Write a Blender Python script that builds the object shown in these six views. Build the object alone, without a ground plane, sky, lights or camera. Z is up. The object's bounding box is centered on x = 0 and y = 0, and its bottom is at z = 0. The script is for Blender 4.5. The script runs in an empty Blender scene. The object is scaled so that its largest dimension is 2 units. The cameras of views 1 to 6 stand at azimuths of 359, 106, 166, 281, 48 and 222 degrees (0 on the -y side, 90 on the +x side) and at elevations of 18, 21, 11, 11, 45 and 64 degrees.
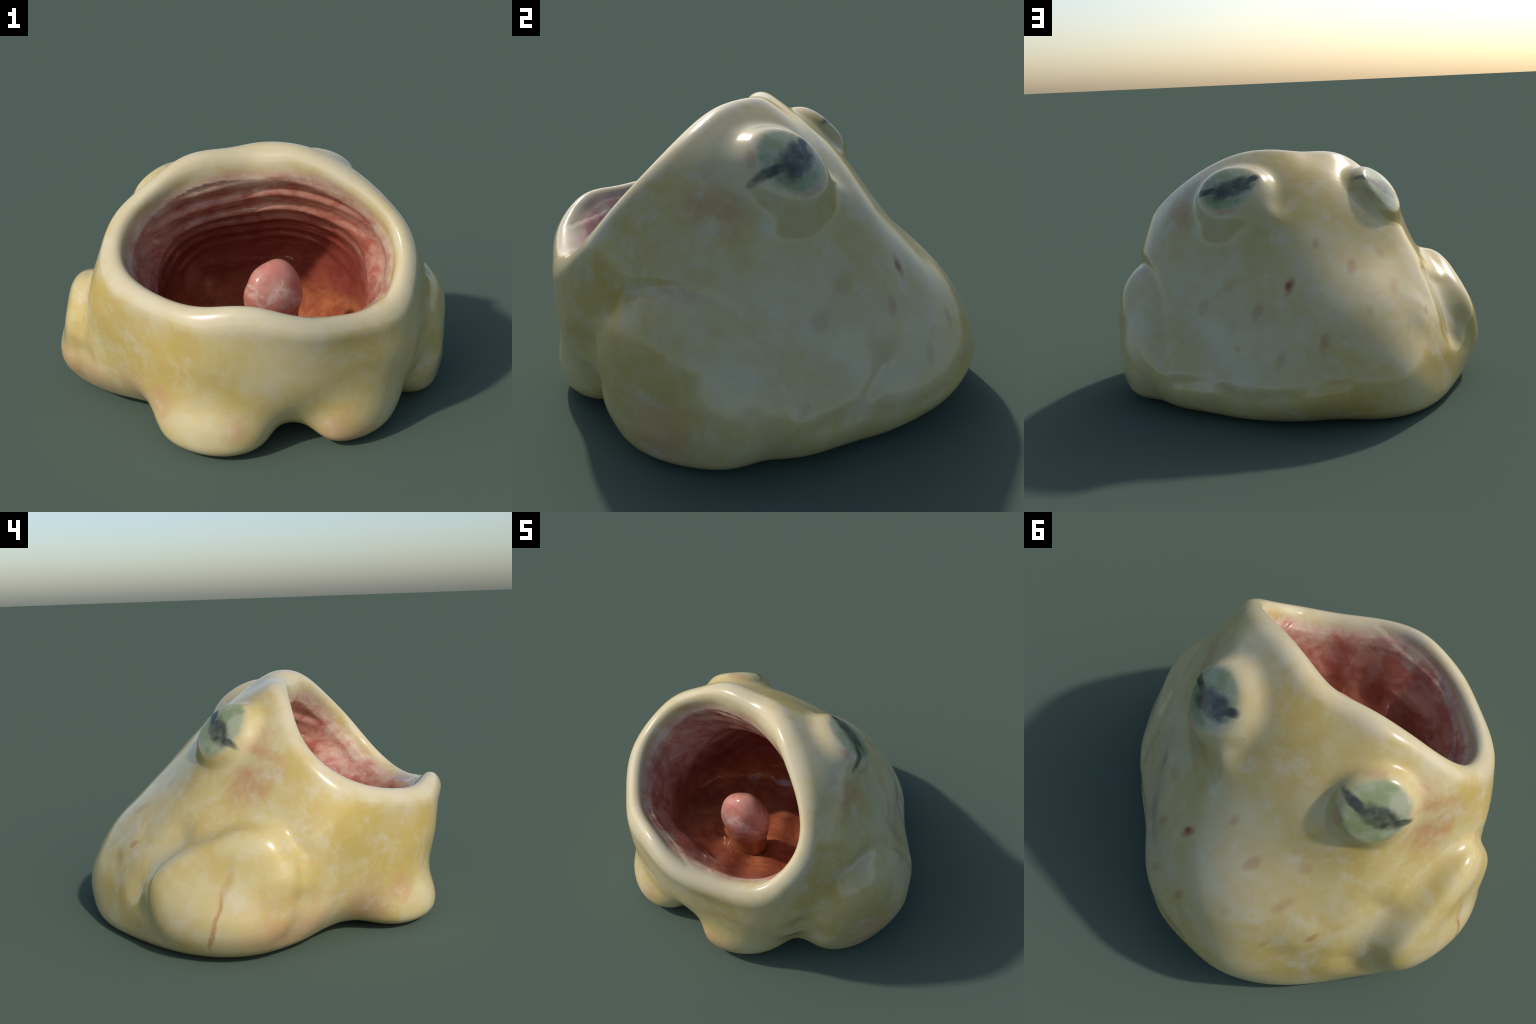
"""A glazed ceramic frog with a gaping mouth, built from a lofted body,
blended limbs and eye mounds, a hollow throat and a knob-like tongue."""
import bpy, math
import numpy as np
from mathutils import Matrix, Vector

# ------------------------------------------------------------------ sizes
# Body: horizontal cross-sections from the base upward. Each row holds the
# control radius at 20 bearings (starting at +x, turning toward +y, the back).
# The centre of the sections leans forward with height.
BODY_SECTIONS = [
    [0.566, 0.481, 0.380, 0.292, 0.220, 0.270, 0.466, 0.643, 0.698, 0.684, 0.652, 0.590, 0.482, 0.375, 0.311, 0.280, 0.293, 0.360, 0.454, 0.546],
    [0.820, 0.723, 0.650, 0.667, 0.622, 0.599, 0.800, 0.847, 0.782, 0.802, 0.831, 0.798, 0.611, 0.566, 0.557, 0.562, 0.570, 0.623, 0.663, 0.750],
    [0.964, 0.969, 0.870, 0.848, 0.947, 0.930, 0.949, 0.860, 0.861, 0.963, 1.048, 1.052, 0.797, 0.840, 0.816, 0.868, 0.896, 0.900, 0.913, 0.900],
    [1.002, 0.963, 0.771, 0.790, 0.847, 0.948, 0.944, 0.814, 0.874, 0.998, 0.990, 0.906, 0.802, 0.835, 0.910, 0.894, 0.907, 0.923, 0.989, 0.918],
    [0.933, 0.858, 0.710, 0.829, 0.839, 0.839, 0.871, 0.772, 0.786, 0.787, 0.795, 0.870, 0.812, 0.810, 0.851, 0.829, 0.864, 0.842, 0.929, 0.839],
    [0.823, 0.763, 0.681, 0.662, 0.723, 0.717, 0.640, 0.635, 0.689, 0.642, 0.706, 0.792, 0.786, 0.765, 0.794, 0.805, 0.863, 0.830, 0.837, 0.852],
    [0.701, 0.666, 0.599, 0.596, 0.618, 0.602, 0.589, 0.596, 0.645, 0.621, 0.690, 0.687, 0.669, 0.699, 0.722, 0.755, 0.786, 0.775, 0.750, 0.772],
    [0.494, 0.446, 0.446, 0.450, 0.443, 0.439, 0.442, 0.450, 0.478, 0.460, 0.471, 0.523, 0.553, 0.600, 0.641, 0.674, 0.691, 0.690, 0.671, 0.633],
    [0.279, 0.228, 0.233, 0.224, 0.212, 0.160, 0.103, 0.151, 0.216, 0.234, 0.262, 0.338, 0.417, 0.489, 0.546, 0.582, 0.591, 0.572, 0.517, 0.413],
    [0.083, -0.004, -0.051, -0.084, -0.122, -0.176, -0.209, -0.174, -0.102, -0.025, 0.058, 0.160, 0.272, 0.372, 0.447, 0.487, 0.485, 0.437, 0.339, 0.207],
]
# height of the lip above the mouth plane at 12 clock positions
LIP_RISE = [-0.043, 0.011, 0.038, -0.042, 0.010, -0.026, -0.122, -0.025, 0.062, 0.158, 0.040, -0.132]
# limbs and the crown of the head: centre, radii, yaw, pitch, roll of ellipsoids
HINDLIMB_A = [-0.798, 0.048, 0.366, 0.145, 0.365, 0.209, 0.006, -0.410, 0.130]
HINDLIMB_B = [0.724, -0.102, 0.256, 0.251, 0.315, 0.393, -0.249, 0.680, 0.112]
FORELIMB_A = [-0.198, -0.739, 0.099, 0.241, 0.169, 0.152, -0.366, -0.012, 0.079]
FORELIMB_B = [0.469, -0.664, 0.100, 0.105, 0.193, 0.120, -0.834, 0.127, -0.022]
CROWN = [0.233, -0.171, 0.901, 0.419, 0.389, 0.313, -0.007, -0.068, 0.128]
EYE_A = [-0.464, 0.108, 1.029, 0.184]   # centre of the mound top, mound radius
EYE_B = [0.380, 0.188, 1.089, 0.193]
EYE_A_FACING = [-0.607, 0.494, 0.586]
EYE_B_FACING = [0.300, 0.585, 0.710]

BASE_Z, TOP_Z = -0.05, 1.35
LEAN = (0.10, -0.35)                       # centre y = 0.10 - 0.35 z

# Mouth: a plane tilted forward and up, with a wavy lip line around it.
MOUTH_CENTRE = np.array([0.0, -0.45, 0.98])
MOUTH_AXIS = np.array([0.0, -0.66, 0.75]) / math.hypot(0.66, 0.75)
MOUTH_UP = np.array([0.0, 0.75, 0.66]) / math.hypot(0.66, 0.75)
WALL = 0.075                               # thickness of the clay wall at the lip
FLOOR_Z = 0.272                            # floor of the throat
RIDGE_STEP, RIDGE_DEPTH = 0.105, 0.014     # palate ridges

# Eyes: disc centre, facing direction, mound radius, mound height, rounding
EYES = [
    dict(centre=EYE_A[:3], normal=EYE_A_FACING, radius=EYE_A[3]),
    dict(centre=EYE_B[:3], normal=EYE_B_FACING, radius=EYE_B[3]),
]
# Folds in the clay: a path over the skin, its depth (negative: a crest) and half-width
FOLDS = [
    # crease over the shaded thigh, its hollow, and the base of the thigh
    ([(0.845, -0.270, 0.665), (0.846, -0.216, 0.687), (0.833, -0.093, 0.695),
      (0.809, 0.034, 0.661), (0.791, 0.155, 0.581), (0.790, 0.262, 0.466), (0.807, 0.377, 0.294)], 0.016, 0.034),
    ([(0.973, 0.066, 0.394), (0.942, 0.215, 0.289)], 0.012, 0.08),
    ([(0.976, -0.140, 0.160), (0.976, -0.030, 0.170)], -0.016, 0.08),
    ([(0.855, 0.120, 0.510), (0.855, 0.190, 0.480)], -0.012, 0.06),
    ([(0.560, 0.430, 0.500), (0.570, 0.400, 0.560)], -0.012, 0.08),
    # crease along the rump
    ([(0.775, 0.449, 0.184), (0.577, 0.621, 0.190), (0.497, 0.699, 0.161), (0.376, 0.805, 0.171),
      (0.251, 0.881, 0.195), (0.180, 0.904, 0.230), (0.028, 0.936, 0.242)], 0.007, 0.035),
    ([(0.757, 0.462, 0.202), (0.612, 0.576, 0.225), (0.515, 0.616, 0.313), (0.483, 0.629, 0.347)], 0.006, 0.035),
    # swollen lower lid under the shaded eye
    ([(0.223, 0.324, 0.951), (0.378, 0.310, 0.860), (0.520, 0.190, 0.885), (0.600, 0.110, 0.840)], -0.022, 0.075),
    # sunny side: shoulder fold, hollow behind the thigh, fuller back
    ([(-0.827, -0.290, 0.560), (-0.821, -0.334, 0.508), (-0.843, -0.335, 0.425)], 0.012, 0.045),
    ([(-0.692, 0.300, 0.540), (-0.700, 0.410, 0.450), (-0.700, 0.500, 0.310)], 0.030, 0.085),
    ([(-0.470, 0.620, 0.440), (-0.490, 0.590, 0.470)], -0.014, 0.09),
    # hollows between fore and hind limbs
    ([(0.830, -0.500, 0.380), (0.850, -0.460, 0.300), (0.810, -0.500, 0.200)], 0.050, 0.08),
    ([(-0.870, -0.310, 0.120), (-0.830, -0.350, 0.270)], 0.035, 0.08),
]
CELL = 0.0125                              # size of the meshing cells


# ------------------------------------------------------------ field helpers
def bspline(t):
    return ((1 - t) ** 3 / 6, (3 * t ** 3 - 6 * t * t + 4) / 6,
            (-3 * t ** 3 + 3 * t * t + 3 * t + 1) / 6, t ** 3 / 6)


def smooth_max(a, b, k):
    h = np.clip(0.5 + 0.5 * (a - b) / k, 0, 1)
    return b + (a - b) * h + k * h * (1 - h)


def smooth_min(a, b, k):
    return -smooth_max(-a, -b, k)


SECTIONS = np.array(BODY_SECTIONS)
NZ, NT = SECTIONS.shape
LIP = np.array(LIP_RISE)


def section_radius(theta, z):
    a = (theta / (2 * np.pi) * NT) % NT
    i = np.floor(a).astype(int)
    b = np.clip((z - BASE_Z) / (TOP_Z - BASE_Z), 0, 1) * (NZ - 3) * 0.99999
    j = np.floor(b).astype(int)
    wa, wb = bspline(a - i), bspline(b - j)
    r = 0
    for p in range(4):
        for q in range(4):
            r = r + wa[p] * wb[q] * SECTIONS[j + q, (i + p - 1) % NT]
    return r


def body_field(P):
    x, z = P[..., 0], P[..., 2]
    y = P[..., 1] - (LEAN[0] + LEAN[1] * z)
    rho = np.sqrt(x * x + y * y) + 1e-9
    th = np.arctan2(y, x)
    r = section_radius(th, z)
    e = 0.02
    rz = (section_radius(th, z + e) - section_radius(th, z - e)) / (2 * e)
    rt = (section_radius(th + e, z) - section_radius(th - e, z)) / (2 * e) / np.maximum(r, 0.15)
    gz = rz + LEAN[1] * y / rho
    return (rho - r) / np.sqrt(1 + rt * rt + gz * gz)


def rotation(yaw, pitch, roll):
    return np.array(Matrix.Rotation(yaw, 3, 'Z') @ Matrix.Rotation(pitch, 3, 'X') @ Matrix.Rotation(roll, 3, 'Y'))


def ellipsoid(P, v):
    q = (P - np.array(v[:3])) @ rotation(*v[6:9])
    r = np.array(v[3:6])
    k0 = np.sqrt(((q / r) ** 2).sum(-1)) + 1e-9
    k1 = np.sqrt(((q / (r * r)) ** 2).sum(-1)) + 1e-9
    return k0 * (k0 - 1) / k1


def squarish(P, v, p=3.0):
    """Superellipsoid: a haunch with flatter faces and tighter corners."""
    q = np.abs((P - np.array(v[:3])) @ rotation(*v[6:9])) + 1e-9
    r = np.array(v[3:6])
    k0 = ((q / r) ** p).sum(-1) ** (1 / p)
    g = k0 ** (1 - p) * np.sqrt(((q ** (p - 1) / r ** p) ** 2).sum(-1)) + 1e-9
    return (k0 - 1) / g


def mound(P, eye, height=0.10, rounding=0.05):
    n = np.array(eye['normal']); n = n / np.linalg.norm(n)
    d = P - np.array(eye['centre'])
    a = d @ n
    b = np.sqrt(np.maximum((d * d).sum(-1) - a * a, 1e-12))
    a = a - 0.03 * (1 - np.minimum(b / eye['radius'], 1.2) ** 2)      # slightly domed top
    qx = b - (eye['radius'] - rounding)
    qy = np.abs(a + height) - (height - rounding)
    return np.minimum(np.maximum(qx, qy), 0) + np.sqrt(np.maximum(qx, 0) ** 2 + np.maximum(qy, 0) ** 2) - rounding


def mouth_coordinates(P):
    d = P - MOUTH_CENTRE
    return d @ MOUTH_AXIS, d[..., 0], d @ MOUTH_UP


def lip_field(P):
    s, u, v = mouth_coordinates(P)
    a = (np.arctan2(v, u) / (2 * np.pi) * len(LIP)) % len(LIP)
    i = np.floor(a).astype(int)
    w = bspline(a - i)
    rise = sum(w[p] * LIP[(i + p - 1) % len(LIP)] for p in range(4))
    return s - rise * np.clip(np.sqrt(u * u + v * v) / 0.35, 0, 1)


def throat_field(P, body, lip):
    """Hollow of the mouth: a leaning tube that flares at the lip and stays
    a wall's thickness inside the body; the palate carries rounded ridges."""
    x, y, z = P[..., 0], P[..., 1], P[..., 2]
    axis_y = -0.212 - 1.33 * smooth_max(z - 0.627, 0 * z, 0.12)
    reach = np.where(y < axis_y, 0.471, 0.574)
    q = ((np.abs(x - 0.053) / 0.511) ** 2.24 + (np.abs(y - axis_y) / reach) ** 2.24 + 1e-9) ** (1 / 2.24)
    tube = (q - 1) * 0.5 / np.where(z > 0.66, 1.25, 1.0) - 0.11 * np.clip(1 + lip / 0.328, 0, 1.5) - 0.06 * np.clip(1 + lip / 0.09, 0, 1.5)
    back = np.clip((y - axis_y) / 0.2, 0, 1)
    depth = -lip * 0.6 + (1.2 - z) * 0.4
    amount = np.clip((-lip - 0.09) / 0.06, 0, 1) * np.clip((0.70 - depth) / 0.2, 0, 1)
    wander = 0.020 * np.sin(x * 5.0 + 0.6) + 0.008 * np.sin(x * 12.0 + 2 + z * 5)
    phase = 2 * np.pi * (depth + wander) / RIDGE_STEP
    broken = 0.8 + 0.2 * np.sin(x * 6.5 + z * 9 + 0.8)
    sides = np.clip((0.56 - np.abs(x - 0.05)) / 0.25, 0.1, 1)
    ripple = RIDGE_DEPTH * (np.sin(phase) + 0.3 * np.sin(2 * phase)) * broken * sides
    floor = FLOOR_Z - 0.21 * (y + 0.2) + 0.28 * smooth_max(-0.33 - y, 0 * y, 0.1) + 0.2 * np.clip(x - 0.25, 0, 0.3) + 0.016 * np.sin(x * 11 + 1) * np.cos(y * 10) + 0.01 * np.sin(x * 23 + y * 17)
    inner = smooth_max(body + WALL + 0.55 * np.clip(-lip, 0, 0.13), tube, 0.05) + back * amount * ripple
    return smooth_max(inner, floor - z, 0.15)


def fold_relief(P, s):
    """Extra field that presses the folds into (or lifts them out of) the skin."""
    out = np.zeros_like(s)
    near = np.abs(s) < 0.10
    Q = P[near]
    total = np.zeros(len(Q))
    for path, depth, width in FOLDS:
        best = np.full(len(Q), 9.0)
        for a, b in zip(path[:-1], path[1:]):
            a, b = np.array(a), np.array(b)
            t = np.clip((Q - a) @ (b - a) / ((b - a) @ (b - a)), 0, 1)
            best = np.minimum(best, np.linalg.norm(Q - a - t[:, None] * (b - a), axis=1))
        total += depth * np.exp(-(best / width) ** 2)
    # slow unevenness of hand-pressed clay
    x, y, z = Q[:, 0], Q[:, 1], Q[:, 2]
    total += 0.0035 * (np.sin(9 * x + 4 * z) * np.sin(8 * y - 5 * z + 1) + np.sin(13 * z + 6 * x + 2) * np.sin(11 * x - 7 * y))
    out[near] = total
    return out


def frog_field(P, detail=False):
    body = body_field(P)
    hinds = [squarish(P, HINDLIMB_A), squarish(P, HINDLIMB_B)]
    fores = [ellipsoid(P, FORELIMB_A), ellipsoid(P, FORELIMB_B)]
    mounds = [mound(P, EYES[0]), mound(P, EYES[1])]
    s = smooth_min(body, ellipsoid(P, CROWN), 0.1)
    skin = s
    for f in fores:
        s = smooth_min(s, f, 0.2)
    for f in hinds:
        s = smooth_min(s, f, 0.06)
    s = smooth_min(s, mounds[0], 0.05)
    s = smooth_min(s, mounds[1], 0.08)
    s = s + fold_relief(P, s)
    s = smooth_max(s, -P[..., 2], 0.08)
    lip = lip_field(P)
    throat = throat_field(P, body, lip)
    wall = smooth_max(lip, -throat, 0.05)
    out = smooth_max(s, wall, 0.06)
    if detail:
        return out, dict(body=body, hinds=hinds, fores=fores, mounds=mounds, lip=lip, throat=throat, outer=s, skin=skin)
    return out


# ------------------------------------------------------- meshing the field
def surface_net(field, lo, hi, h):
    n = [int(math.ceil((hi[k] - lo[k]) / h)) + 1 for k in range(3)]
    ax = [lo[k] + h * np.arange(n[k]) for k in range(3)]
    # a coarse pass finds the band of cells near the surface
    st = 4
    cax = [a[::st] for a in ax]
    C = np.stack(np.meshgrid(*cax, indexing='ij'), -1)
    cf = field(C.reshape(-1, 3)).reshape(C.shape[:3])
    F = np.repeat(np.repeat(np.repeat(cf, st, 0), st, 1), st, 2)[:n[0], :n[1], :n[2]].copy()
    near = np.abs(F) < h * st * 3.0
    idx = np.argwhere(near)
    pts = np.stack([ax[k][idx[:, k]] for k in range(3)], -1)
    for a in range(0, len(pts), 400000):
        b = slice(a, a + 400000)
        F[idx[b, 0], idx[b, 1], idx[b, 2]] = field(pts[b])
    inside = F < 0
    acc = np.zeros([m - 1 for m in n] + [3])
    cnt = np.zeros([m - 1 for m in n])
    corners = [(i, j, k) for i in (0, 1) for j in (0, 1) for k in (0, 1)]
    for c0 in corners:
        for d in range(3):
            if c0[d]:
                continue
            c1 = list(c0); c1[d] = 1
            s0 = tuple(slice(c0[k], n[k] - 1 + c0[k]) for k in range(3))
            s1 = tuple(slice(c1[k], n[k] - 1 + c1[k]) for k in range(3))
            f0, f1 = F[s0], F[s1]
            x = (f0 < 0) != (f1 < 0)
            t = np.where(x, f0 / np.where(x, f0 - f1, 1), 0)
            for k in range(3):
                acc[..., k] += np.where(x, c0[k] + (t if k == d else 0), 0)
            cnt += x
    cell = cnt > 0
    vid = -np.ones(cell.shape, int)
    vid[cell] = np.arange(cell.sum())
    base = np.argwhere(cell)
    V = (base + acc[cell] / cnt[cell][:, None]) * h + np.array(lo)
    quads = []
    for d in range(3):
        a, b = (d + 1) % 3, (d + 2) % 3
        s0 = [slice(1, n[k] - 1) for k in range(3)]
        s1 = list(s0)
        s0[d] = slice(0, n[d] - 1); s1[d] = slice(1, n[d])
        i0, i1 = inside[tuple(s0)], inside[tuple(s1)]
        e = np.argwhere(i0 != i1)
        flip = i0[tuple(e.T)]
        off = np.ones(3, int); off[d] = 0
        e = e + off

        def v(da, db):
            q = e.copy(); q[:, a] -= da; q[:, b] -= db
            return vid[q[:, 0], q[:, 1], q[:, 2]]
        Q = np.stack([v(1, 1), v(0, 1), v(0, 0), v(1, 0)], -1)
        Q[~flip] = Q[~flip][:, ::-1]
        quads.append(Q)
    return V, np.concatenate(quads)


def gradient(field, V, e=0.004):
    g = np.zeros_like(V)
    for k in range(3):
        o = np.zeros(3); o[k] = e
        g[:, k] = (field(V + o) - field(V - o)) / (2 * e)
    return g


V, Q = surface_net(frog_field, (-1.1, -1.05, -0.06), (1.1, 1.05, 1.4), CELL)
for _ in range(2):
    f = frog_field(V)
    g = gradient(frog_field, V)
    step = (f / np.maximum((g * g).sum(1), 0.2))[:, None] * g
    V = V - np.clip(step, -CELL, CELL)
V[:, 2] -= V[:, 2].min()


# ---------------------------------------------------------------- materials
class Nodes:
    """Small helper for writing node trees as expressions."""

    def __init__(self, name):
        self.mat = bpy.data.materials.new(name)
        self.mat.use_nodes = True
        self.nt = self.mat.node_tree
        self.nt.nodes.clear()
        self.coord = self.nt.nodes.new('ShaderNodeTexCoord').outputs['Object']

    def put(self, sock, val):
        if isinstance(val, bpy.types.NodeSocket):
            self.nt.links.new(val, sock)
        elif sock.type == 'RGBA' and len(val) == 3:
            sock.default_value = (*val, 1)
        else:
            sock.default_value = val

    def math(self, op, a, b=0.0, clamp=False):
        n = self.nt.nodes.new('ShaderNodeMath'); n.operation = op; n.use_clamp = clamp
        self.put(n.inputs[0], a); self.put(n.inputs[1], b)
        return n.outputs[0]

    def vmath(self, op, a, b=(0, 0, 0)):
        n = self.nt.nodes.new('ShaderNodeVectorMath'); n.operation = op
        self.put(n.inputs[0], a); self.put(n.inputs[1], b)
        return n.outputs['Value'] if op in ('DOT_PRODUCT', 'LENGTH') else n.outputs[0]

    def ramp(self, v, lo, hi, a=0.0, b=1.0):
        n = self.nt.nodes.new('ShaderNodeMapRange'); n.interpolation_type = 'SMOOTHSTEP'
        for i, x in enumerate((v, lo, hi, a, b)):
            self.put(n.inputs[i], x)
        return n.outputs[0]

    def noise(self, scale, detail=3.0, rough=0.55, stretch=(1, 1, 1), offset=(0, 0, 0), distort=0.0):
        m = self.nt.nodes.new('ShaderNodeMapping')
        self.put(m.inputs['Vector'], self.coord)
        m.inputs['Scale'].default_value = stretch
        m.inputs['Location'].default_value = offset
        n = self.nt.nodes.new('ShaderNodeTexNoise')
        self.put(n.inputs['Vector'], m.outputs[0])
        n.inputs['Scale'].default_value = scale
        n.inputs['Detail'].default_value = detail
        n.inputs['Roughness'].default_value = rough
        n.inputs['Distortion'].default_value = distort
        return n.outputs['Fac']

    def mix(self, fac, a, b):
        n = self.nt.nodes.new('ShaderNodeMix'); n.data_type = 'RGBA'
        self.put(n.inputs[0], fac); self.put(n.inputs[6], a); self.put(n.inputs[7], b)
        return n.outputs[2]

    def patch(self, centre, radii, frame=None, soft=0.5, wobble=None, amount=0.5, coord=None):
        """Soft ellipsoidal mask: 1 inside, 0 outside, with a wobbly edge."""
        m = self.nt.nodes.new('ShaderNodeMapping'); m.vector_type = 'TEXTURE'
        self.put(m.inputs['Vector'], self.coord if coord is None else coord)
        m.inputs['Location'].default_value = centre
        if frame is not None:
            m.inputs['Rotation'].default_value = frame.to_euler()
        m.inputs['Scale'].default_value = radii
        d = self.vmath('LENGTH', m.outputs[0])
        if wobble is not None:
            d = self.math('ADD', d, self.math('MULTIPLY', self.math('SUBTRACT', wobble, 0.5), amount * 2))
        return self.ramp(d, 1 - soft, 1 + soft, 1.0, 0.0)

    def union(self, masks):
        out = masks[0]
        for m in masks[1:]:
            out = self.math('MAXIMUM', out, m)
        return out

    def finish(self, colour, rough=0.15, bump=None, strength=0.1):
        b = self.nt.nodes.new('ShaderNodeBsdfPrincipled')
        self.put(b.inputs['Base Color'], colour)
        self.put(b.inputs['Roughness'], rough)
        b.inputs['IOR'].default_value = 1.5
        if bump is not None:
            n = self.nt.nodes.new('ShaderNodeBump')
            n.inputs['Strength'].default_value = strength
            n.inputs['Distance'].default_value = 0.01
            self.put(n.inputs['Height'], bump)
            self.put(b.inputs['Normal'], n.outputs[0])
        o = self.nt.nodes.new('ShaderNodeOutputMaterial')
        self.nt.links.new(b.outputs[0], o.inputs[0])
        return self.mat


def frame_from(along, normal):
    z = Vector(normal).normalized()
    x = Vector(along); x = (x - z * x.dot(z)).normalized()
    y = z.cross(x)
    return Matrix((x, y, z)).transposed()


# the lip line as a short Fourier series, so materials know their depth below it
_t = np.linspace(0, 2 * np.pi, 240, endpoint=False)
_a = (_t / (2 * np.pi) * len(LIP)) % len(LIP)
_i = np.floor(_a).astype(int)
_w = bspline(_a - _i)
_r = sum(_w[p] * LIP[(_i + p - 1) % len(LIP)] for p in range(4))
LIP_SERIES = [(_r.mean(), 0.0)] + [(2 * (_r * np.cos(k * _t)).mean(), 2 * (_r * np.sin(k * _t)).mean()) for k in (1, 2, 3, 4)]


def lip_depth(N):
    """Node value: distance below the lip line, measured along the mouth axis."""
    d = N.vmath('SUBTRACT', N.coord, tuple(MOUTH_CENTRE))
    s = N.vmath('DOT_PRODUCT', d, tuple(MOUTH_AXIS))
    u = N.vmath('DOT_PRODUCT', d, (1, 0, 0))
    v = N.vmath('DOT_PRODUCT', d, tuple(MOUTH_UP))
    r = N.math('MAXIMUM', N.math('SQRT', N.math('ADD', N.math('MULTIPLY', u, u), N.math('MULTIPLY', v, v))), 0.01)
    c1, s1 = N.math('DIVIDE', u, r), N.math('DIVIDE', v, r)
    c, si = c1, s1
    rise = LIP_SERIES[0][0]
    for k in range(1, 5):
        a, b = LIP_SERIES[k]
        rise = N.math('ADD', N.math('ADD', N.math('MULTIPLY', c, a), N.math('MULTIPLY', si, b)), rise)
        c, si = (N.math('SUBTRACT', N.math('MULTIPLY', c, c1), N.math('MULTIPLY', si, s1)),
                 N.math('ADD', N.math('MULTIPLY', si, c1), N.math('MULTIPLY', c, s1)))
    rise = N.math('MULTIPLY', rise, N.math('MULTIPLY', r, 1 / 0.35, clamp=True))
    return N.math('SUBTRACT', rise, s)


CREAM = (0.54, 0.45, 0.23)
PALE = (0.565, 0.505, 0.37)
YELLOW = (0.50, 0.375, 0.125)
OCHRE = (0.465, 0.325, 0.085)
PINKISH = (0.47, 0.28, 0.155)
BLUSH = (0.46, 0.215, 0.125)
RUST = (0.33, 0.13, 0.05)

# rusty fingermark spots on the back: centre, length, width, strength
SPOTS = [
    ((0.199, 0.613, 0.660), 0.050, 0.022, 0.85), ((0.368, 0.618, 0.541), 0.055, 0.026, 0.45),
    ((-0.139, 0.554, 0.720), 0.055, 0.026, 0.5), ((0.023, 0.478, 0.831), 0.035, 0.022, 0.45),
    ((0.595, 0.390, 0.545), 0.045, 0.035, 0.35), ((0.093, 0.828, 0.432), 0.045, 0.022, 0.5),
    ((0.307, 0.793, 0.346), 0.050, 0.022, 0.3), ((0.489, 0.571, 0.458), 0.045, 0.028, 0.22),
    ((0.457, 0.435, 0.653), 0.040, 0.030, 0.2), ((-0.347, 0.577, 0.601), 0.055, 0.028, 0.4),
    ((-0.158, 0.747, 0.526), 0.040, 0.025, 0.22), ((-0.523, 0.575, 0.465), 0.035, 0.014, 0.6),
    ((-0.370, 0.743, 0.435), 0.050, 0.020, 0.3), ((-0.340, 0.423, 0.748), 0.035, 0.030, 0.3),
]


# where the yellow glaze pooled: centre, radius, strength
POOLS = [
    ((0.820, -0.371, 0.664), 0.15, 0.9), ((-0.328, -0.845, 0.414), 0.18, 0.6), ((0.076, 0.934, 0.200), 0.20, 0.8),
    ((0.587, 0.616, 0.169), 0.13, 0.6), ((-0.560, 0.680, 0.280), 0.18, 0.7), ((0.138, 0.845, 0.390), 0.15, 0.6),
    ((-0.010, 0.020, 1.200), 0.22, 0.9), ((0.080, 0.162, 1.124), 0.11, 0.6), ((-0.240, 0.020, 1.130), 0.17, 0.7),
    ((-0.562, 0.170, 0.808), 0.13, 0.8), ((-0.688, 0.049, 0.679), 0.17, 0.6), ((-0.720, -0.367, 0.809), 0.15, 0.6),
    ((-0.756, -0.435, 0.640), 0.16, 0.7), ((-0.504, -0.710, 0.443), 0.16, 0.6), ((-0.374, -0.157, 1.179), 0.12, 0.7),
    ((0.160, -0.096, 1.265), 0.12, 0.6), ((0.703, -0.357, 0.960), 0.16, 0.5), ((0.722, -0.212, 0.910), 0.18, 0.6),
    ((0.963, -0.223, 0.410), 0.16, 0.55), ((0.993, -0.020, 0.330), 0.13, 0.45), ((0.513, -0.793, 0.558), 0.13, 0.7),
    ((-0.742, -0.472, 0.546), 0.15, 0.6),
]
# where it ran thin and pale
THIN = [
    ((0.508, 0.625, 0.400), 0.24, 0.7), ((0.60, 0.35, 0.58), 0.20, 0.6), ((-0.10, 0.62, 0.62), 0.26, 0.5),
    ((0.135, -0.942, 0.600), 0.22, 0.6), ((-0.959, 0.161, 0.300), 0.14, 0.5), ((-0.93, 0.0, 0.16), 0.16, 0.7),
    ((-0.22, -0.86, 0.10), 0.16, 0.6), ((0.919, 0.180, 0.384), 0.14, 0.6), ((-0.447, -0.770, 0.691), 0.12, 0.6),
    ((0.45, 0.16, 0.93), 0.13, 0.6), ((0.40, 0.12, 1.12), 0.20, 1.0),
]
# warm flush where the clay was handled, and rosy bruises beside the eyes
FLUSH = [
    ((-0.919, -0.253, 0.130), 0.15), ((-0.510, -0.587, 0.160), 0.13), ((-0.425, -0.757, 0.240), 0.07),
    ((-0.081, -0.918, 0.163), 0.05), ((-0.820, -0.360, 0.130), 0.13), ((0.854, -0.085, 0.715), 0.06),
    ((0.380, -0.800, 0.060), 0.12), ((0.930, -0.100, 0.180), 0.12),
]
BRUISE = [
    ((-0.575, -0.100, 0.985), 0.075), ((-0.667, -0.166, 0.887), 0.060), ((-0.665, -0.075, 0.820), 0.095),
    ((0.544, -0.087, 1.043), 0.050), ((0.602, -0.075, 0.965), 0.085), ((0.598, 0.010, 0.920), 0.070),
]


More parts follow.
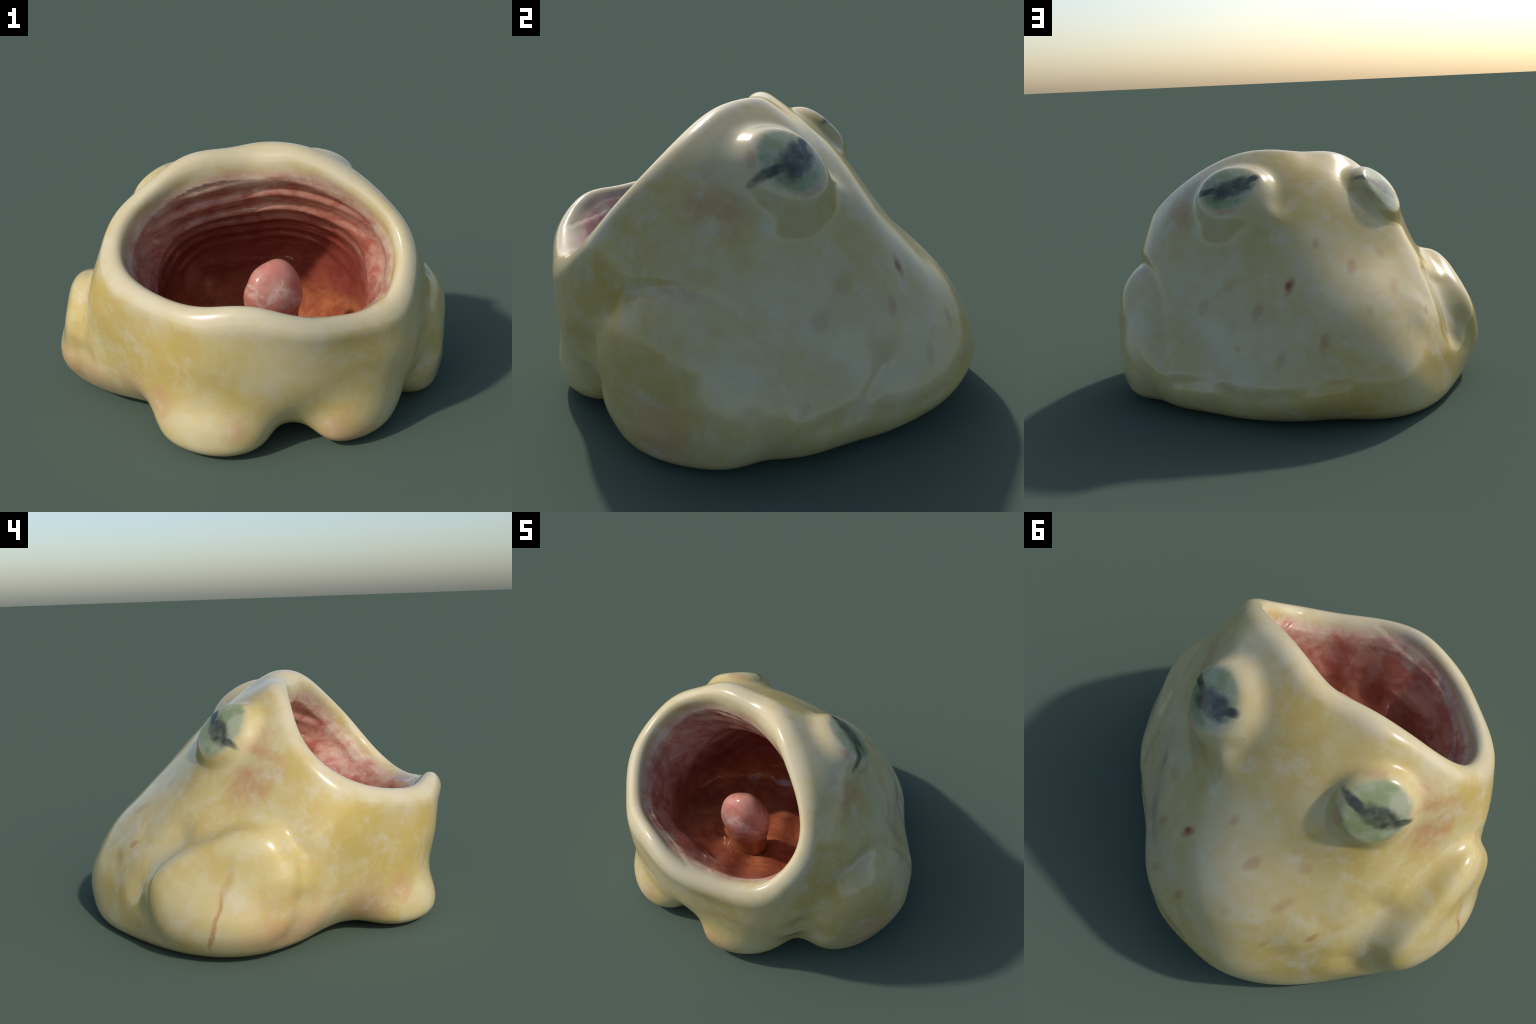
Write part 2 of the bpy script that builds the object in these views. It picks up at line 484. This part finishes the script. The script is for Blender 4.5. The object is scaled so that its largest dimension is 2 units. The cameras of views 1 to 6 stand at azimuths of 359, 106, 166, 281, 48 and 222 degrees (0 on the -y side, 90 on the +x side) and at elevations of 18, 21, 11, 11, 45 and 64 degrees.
def skin_colour(N):
    wob = N.noise(11, 5, 0.65)
    fine = N.noise(38, 2, 0.5, offset=(3, 1, 7))
    broad = N.noise(2.6, 3, 0.5, offset=(1.3, 4.0, 2.2), distort=0.3)
    mid = N.noise(7.5, 6, 0.62, offset=(7, 2, 5), distort=0.4)
    blend = N.math('ADD', N.math('MULTIPLY', broad, 0.45), N.math('MULTIPLY', mid, 0.55))
    col = N.mix(N.ramp(blend, 0.38, 0.62), CREAM, YELLOW)

    def layer(col, patches, colour, overall, wobble=0.5, soft=0.9):
        masks = []
        for p in patches:
            m = N.patch(p[0], (p[1],) * 3, soft=soft, wobble=wob, amount=wobble)
            masks.append(N.math('MULTIPLY', m, p[2]) if len(p) > 2 else m)
        return N.mix(N.math('MULTIPLY', N.union(masks), overall), col, colour)

    col = layer(col, POOLS, OCHRE, N.ramp(mid, 0.28, 0.62, 0.3, 0.75), 0.9)
    col = layer(col, THIN, PALE, 0.6, 0.9)
    col = layer(col, FLUSH, PINKISH, 0.7, 1.1)
    col = layer(col, BRUISE, BLUSH, N.ramp(mid, 0.30, 0.65, 0.15, 0.75), 1.3)
    # wisps of pale unpigmented glaze
    wisp = N.ramp(N.noise(8, 6, 0.68, offset=(2, 9, 4), distort=0.15), 0.50, 0.72, 0, 0.55)
    col = N.mix(wisp, col, PALE)
    # rusty fingermarks
    marks = []
    for c, a, b, k in SPOTS:
        fr = frame_from((0.45, 0.25, -0.85), (c[0] * 0.4, 1, 0.7))
        marks.append(N.math('MULTIPLY', N.patch(c, (a * 0.9, b * 0.9, 0.06), fr, soft=0.6, wobble=wob, amount=0.8), k * 0.85))
    col = N.mix(N.union(marks), col, RUST)
    core = N.patch((0.205, 0.610, 0.672), (0.016, 0.013, 0.05), None, 0.6, wob, 0.5)
    col = N.mix(N.math('MULTIPLY', core, 0.7), col, (0.20, 0.05, 0.02))
    # one hairline crack down a haunch
    sway = N.math('MULTIPLY', N.math('SUBTRACT', N.noise(13, 4, 0.6, offset=(0, 3, 1)), 0.5), 0.05)
    shift = N.nt.nodes.new('ShaderNodeCombineXYZ')
    N.put(shift.inputs[1], sway)
    wavy = N.vmath('ADD', N.coord, shift.outputs[0])
    crack = N.union([
        N.math('MULTIPLY', N.patch((-0.975, 0.005, 0.40), (0.09, 0.016, 0.1), frame_from((-0.05, 0.08, -0.28), (-1, 0, 0)), 0.8, wob, 0.8, wavy), 0.45),
        N.patch((-0.985, 0.040, 0.28), (0.08, 0.008, 0.1), frame_from((0.0, 0.09, -0.28), (-1, 0, 0)), 0.5, wob, 0.6, wavy),
        N.patch((-0.985, 0.072, 0.17), (0.09, 0.011, 0.1), frame_from((0.03, 0.06, -0.25), (-1, 0, 0)), 0.5, wob, 0.6, wavy)])
    col = N.mix(N.math('MULTIPLY', crack, 0.7), col, (0.36, 0.17, 0.07))
    # tiny dark specks in the glaze
    vor = N.nt.nodes.new('ShaderNodeTexVoronoi')
    N.put(vor.inputs['Vector'], N.coord)
    vor.inputs['Scale'].default_value = 9
    speck = N.ramp(vor.outputs['Distance'], 0.02, 0.05, 0.4, 0.0)
    col = N.mix(speck, col, (0.25, 0.17, 0.06))
    # glaze thins to pale cream on the lip
    depth = lip_depth(N)
    rim = N.ramp(N.math('ADD', depth, N.math('MULTIPLY', N.math('SUBTRACT', mid, 0.5), 0.16)), 0.0, 0.10, 0.6, 0.0)
    col = N.mix(rim, col, PALE)
    return col, fine, depth


def make_skin():
    N = Nodes('glazed_skin')
    col, fine, _ = skin_colour(N)
    return N.finish(col, 0.16, fine, 0.03)


def make_eye(name, centre, normal, radius, strokes, rust):
    """Green iris disc with a smeared dark pupil; strokes run from point to point with a half-width."""
    N = Nodes(name)
    col, fine, _ = skin_colour(N)
    wob = N.noise(30, 3, 0.6)
    disc = N.patch(centre, (radius, radius, 0.3), frame_from((1, 0, 0), normal), soft=0.14, wobble=wob, amount=0.12)
    green = N.mix(N.ramp(N.noise(8, 3, 0.6, offset=(5, 5, 1)), 0.38, 0.64), (0.36, 0.37, 0.24), (0.235, 0.275, 0.13))
    col = N.mix(disc, col, green)
    for c in rust:
        m = N.patch(c, (0.05, 0.014, 0.1), frame_from((Vector(c) - Vector(centre)).cross(Vector(normal)), normal), 0.5, wob, 0.6)
        col = N.mix(N.math('MULTIPLY', m, 0.35), col, (0.42, 0.17, 0.12))
    marks = []
    for p0, p1, w in strokes:
        p0, p1 = Vector(p0), Vector(p1)
        half = (p1 - p0).length / 2
        marks.append(N.patch((p0 + p1) / 2, (half * 1.3, w, 0.15), frame_from(p1 - p0, normal), 0.36, wob, 0.35))
    fade = N.ramp(N.noise(22, 2, 0.5, offset=(1, 2, 2)), 0.35, 0.7, 0.95, 0.72)
    col = N.mix(N.math('MULTIPLY', N.union(marks), fade), col, (0.036, 0.040, 0.032))
    return N.finish(col, 0.16, fine, 0.03)


def make_lining():
    N = Nodes('glazed_mouth_lining')
    skin, fine, depth = skin_colour(N)
    mid = N.noise(5.5, 6, 0.62, offset=(1, 1, 3), distort=0.3)
    cloud = N.noise(8.5, 6, 0.62, stretch=(1.0, 1.0, 1.5), offset=(4, 0, 1), distort=0.5)
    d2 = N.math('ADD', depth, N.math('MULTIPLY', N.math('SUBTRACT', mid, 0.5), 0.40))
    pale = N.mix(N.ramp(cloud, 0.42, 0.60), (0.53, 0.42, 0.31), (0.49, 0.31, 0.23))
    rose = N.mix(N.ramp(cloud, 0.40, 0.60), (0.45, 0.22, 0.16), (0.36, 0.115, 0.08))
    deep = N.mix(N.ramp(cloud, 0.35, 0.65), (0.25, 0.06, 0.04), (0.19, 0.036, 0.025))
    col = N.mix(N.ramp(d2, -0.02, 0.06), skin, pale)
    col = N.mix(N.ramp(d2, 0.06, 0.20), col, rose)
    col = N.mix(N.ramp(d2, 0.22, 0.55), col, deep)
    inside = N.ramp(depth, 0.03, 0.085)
    # cream streaks left on the crests of the palate
    streak = N.noise(5.0, 5, 0.6, stretch=(0.6, 1.6, 3.0), offset=(2, 8, 1), distort=0.6)
    palate = N.math('MULTIPLY', N.ramp(N.vmath('DOT_PRODUCT', N.coord, (0, 1, 0)), -0.45, -0.15), N.ramp(depth, 0.05, 0.50, 0.55, 0.0))
    col = N.mix(N.math('MULTIPLY', N.ramp(streak, 0.50, 0.62), palate), col, (0.50, 0.36, 0.27))
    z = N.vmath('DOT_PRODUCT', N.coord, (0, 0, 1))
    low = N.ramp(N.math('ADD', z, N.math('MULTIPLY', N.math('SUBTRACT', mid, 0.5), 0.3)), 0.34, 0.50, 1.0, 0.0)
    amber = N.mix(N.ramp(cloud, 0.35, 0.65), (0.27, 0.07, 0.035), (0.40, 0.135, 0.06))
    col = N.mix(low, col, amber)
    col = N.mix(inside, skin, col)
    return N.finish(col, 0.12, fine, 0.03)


def make_tongue():
    N = Nodes('glazed_tongue')
    mid = N.noise(9, 6, 0.62, offset=(2, 3, 3), distort=0.5)
    vein = N.noise(5.0, 5, 0.6, offset=(6, 1, 8), distort=0.3)
    line = N.ramp(N.math('ABSOLUTE', N.math('SUBTRACT', vein, 0.5)), 0.0, 0.06, 1.0, 0.0)
    col = N.mix(N.ramp(mid, 0.35, 0.65), (0.45, 0.165, 0.125), (0.50, 0.25, 0.195))
    col = N.mix(N.math('MULTIPLY', N.math('MULTIPLY', line, N.ramp(mid, 0.35, 0.55)), 0.7), col, (0.60, 0.43, 0.36))
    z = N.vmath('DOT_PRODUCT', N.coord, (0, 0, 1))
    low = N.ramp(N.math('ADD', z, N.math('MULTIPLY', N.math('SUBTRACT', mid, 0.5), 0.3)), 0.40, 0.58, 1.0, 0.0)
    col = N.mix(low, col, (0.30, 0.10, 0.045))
    return N.finish(col, 0.13)


SKIN = make_skin()
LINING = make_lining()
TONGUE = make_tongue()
EYE_MATERIALS = [
    make_eye('glazed_eye', (-0.468, 0.116, 1.045), EYE_A_FACING, 0.152,
             [((-0.425, 0.150, 1.066), (-0.552, 0.085, 0.995), 0.050), ((-0.340, 0.160, 1.116), (-0.440, 0.155, 1.055), 0.024),
              ((-0.535, 0.095, 0.997), (-0.592, 0.030, 0.977), 0.019)],
             [(-0.394, 0.027, 1.160), (-0.353, 0.232, 1.036)]),
    make_eye('glazed_eye', (0.397, 0.180, 1.095), EYE_B_FACING, 0.142,
             [((0.455, 0.188, 1.060), (0.290, 0.216, 1.140), 0.060), ((0.545, 0.098, 1.053), (0.430, 0.180, 1.075), 0.022),
              ((0.310, 0.212, 1.133), (0.240, 0.193, 1.155), 0.024)],
             [(0.500, 0.060, 1.120), (0.428, 0.285, 0.990)]),
]

# ------------------------------------------------- split the body into parts
centres = V[Q].mean(1)
_, D = frog_field(centres, detail=True)
part = np.zeros(len(Q), int)                       # 0 torso
inside = (-D['throat'] > D['outer']) & (-D['throat'] > D['lip'] - 0.02) & (D['lip'] < 0.02)
skin_side = D['skin']
for k in (0, 1):
    part[(D['fores'][k] < skin_side) & (D['fores'][k] < 0.04)] = 3 + k
    part[(D['hinds'][k] < skin_side) & (D['hinds'][k] < 0.04)] = 1 + k
for k in (0, 1):
    n = np.array(EYES[k]['normal']); n = n / np.linalg.norm(n)
    d = centres - np.array(EYES[k]['centre'])
    along = d @ n
    across = np.sqrt(np.maximum((d * d).sum(1) - along ** 2, 0))
    part[(across < 0.215) & (np.abs(along) < 0.12)] = 5 + k
part[inside] = 7
head = (part == 0) & (centres[:, 2] > 0.50) & (centres[:, 2] - 0.9 * centres[:, 1] > 0.66)
part[head] = 8

vn = gradient(frog_field, V)
vn /= np.linalg.norm(vn, axis=1)[:, None] + 1e-12

thing = bpy.data.objects.new('ceramic_frog', None)
bpy.context.collection.objects.link(thing)
thing['label'] = 'glazed yellow ceramic frog with wide open red mouth'
thing['category'] = 'ceramic frog'


def add_object(name, verts, faces, mat, normals=None):
    me = bpy.data.meshes.new(name)
    me.from_pydata(verts.tolist(), [], faces.tolist())
    me.polygons.foreach_set('use_smooth', [True] * len(me.polygons))
    me.materials.append(mat)
    if normals is not None:
        me.normals_split_custom_set_from_vertices(normals.tolist())
    me.update()
    ob = bpy.data.objects.new(name, me)
    bpy.context.collection.objects.link(ob)
    ob.parent = thing
    return ob


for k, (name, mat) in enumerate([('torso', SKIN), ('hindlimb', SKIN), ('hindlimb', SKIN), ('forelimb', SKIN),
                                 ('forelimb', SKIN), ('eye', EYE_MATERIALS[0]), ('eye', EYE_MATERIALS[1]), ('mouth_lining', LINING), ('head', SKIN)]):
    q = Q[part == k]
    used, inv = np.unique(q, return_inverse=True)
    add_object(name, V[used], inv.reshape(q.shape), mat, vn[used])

# ------------------------------------------------------------------- tongue
def knob_field(P):
    head = ellipsoid(P, [0.100, -0.322, 0.560, 0.150, 0.105, 0.192, 0.45, 0.12, 0.0])
    stem = ellipsoid(P, [0.105, -0.300, 0.370, 0.112, 0.085, 0.180, 0.45, 0.05, 0])
    flap = ellipsoid(P, [-0.030, -0.315, 0.300, 0.065, 0.045, 0.060, 0.3, 0, 0.4])
    bumps = 0.004 * np.sin(31 * P[..., 0] + 17 * P[..., 2]) * np.sin(27 * P[..., 2] - 20 * P[..., 1])
    s = smooth_min(head, stem, 0.05)
    return smooth_min(s, flap, 0.03) + bumps


tv, tq = surface_net(knob_field, (-0.2, -0.65, 0.15), (0.45, -0.05, 0.85), 0.01)
tg = gradient(knob_field, tv)
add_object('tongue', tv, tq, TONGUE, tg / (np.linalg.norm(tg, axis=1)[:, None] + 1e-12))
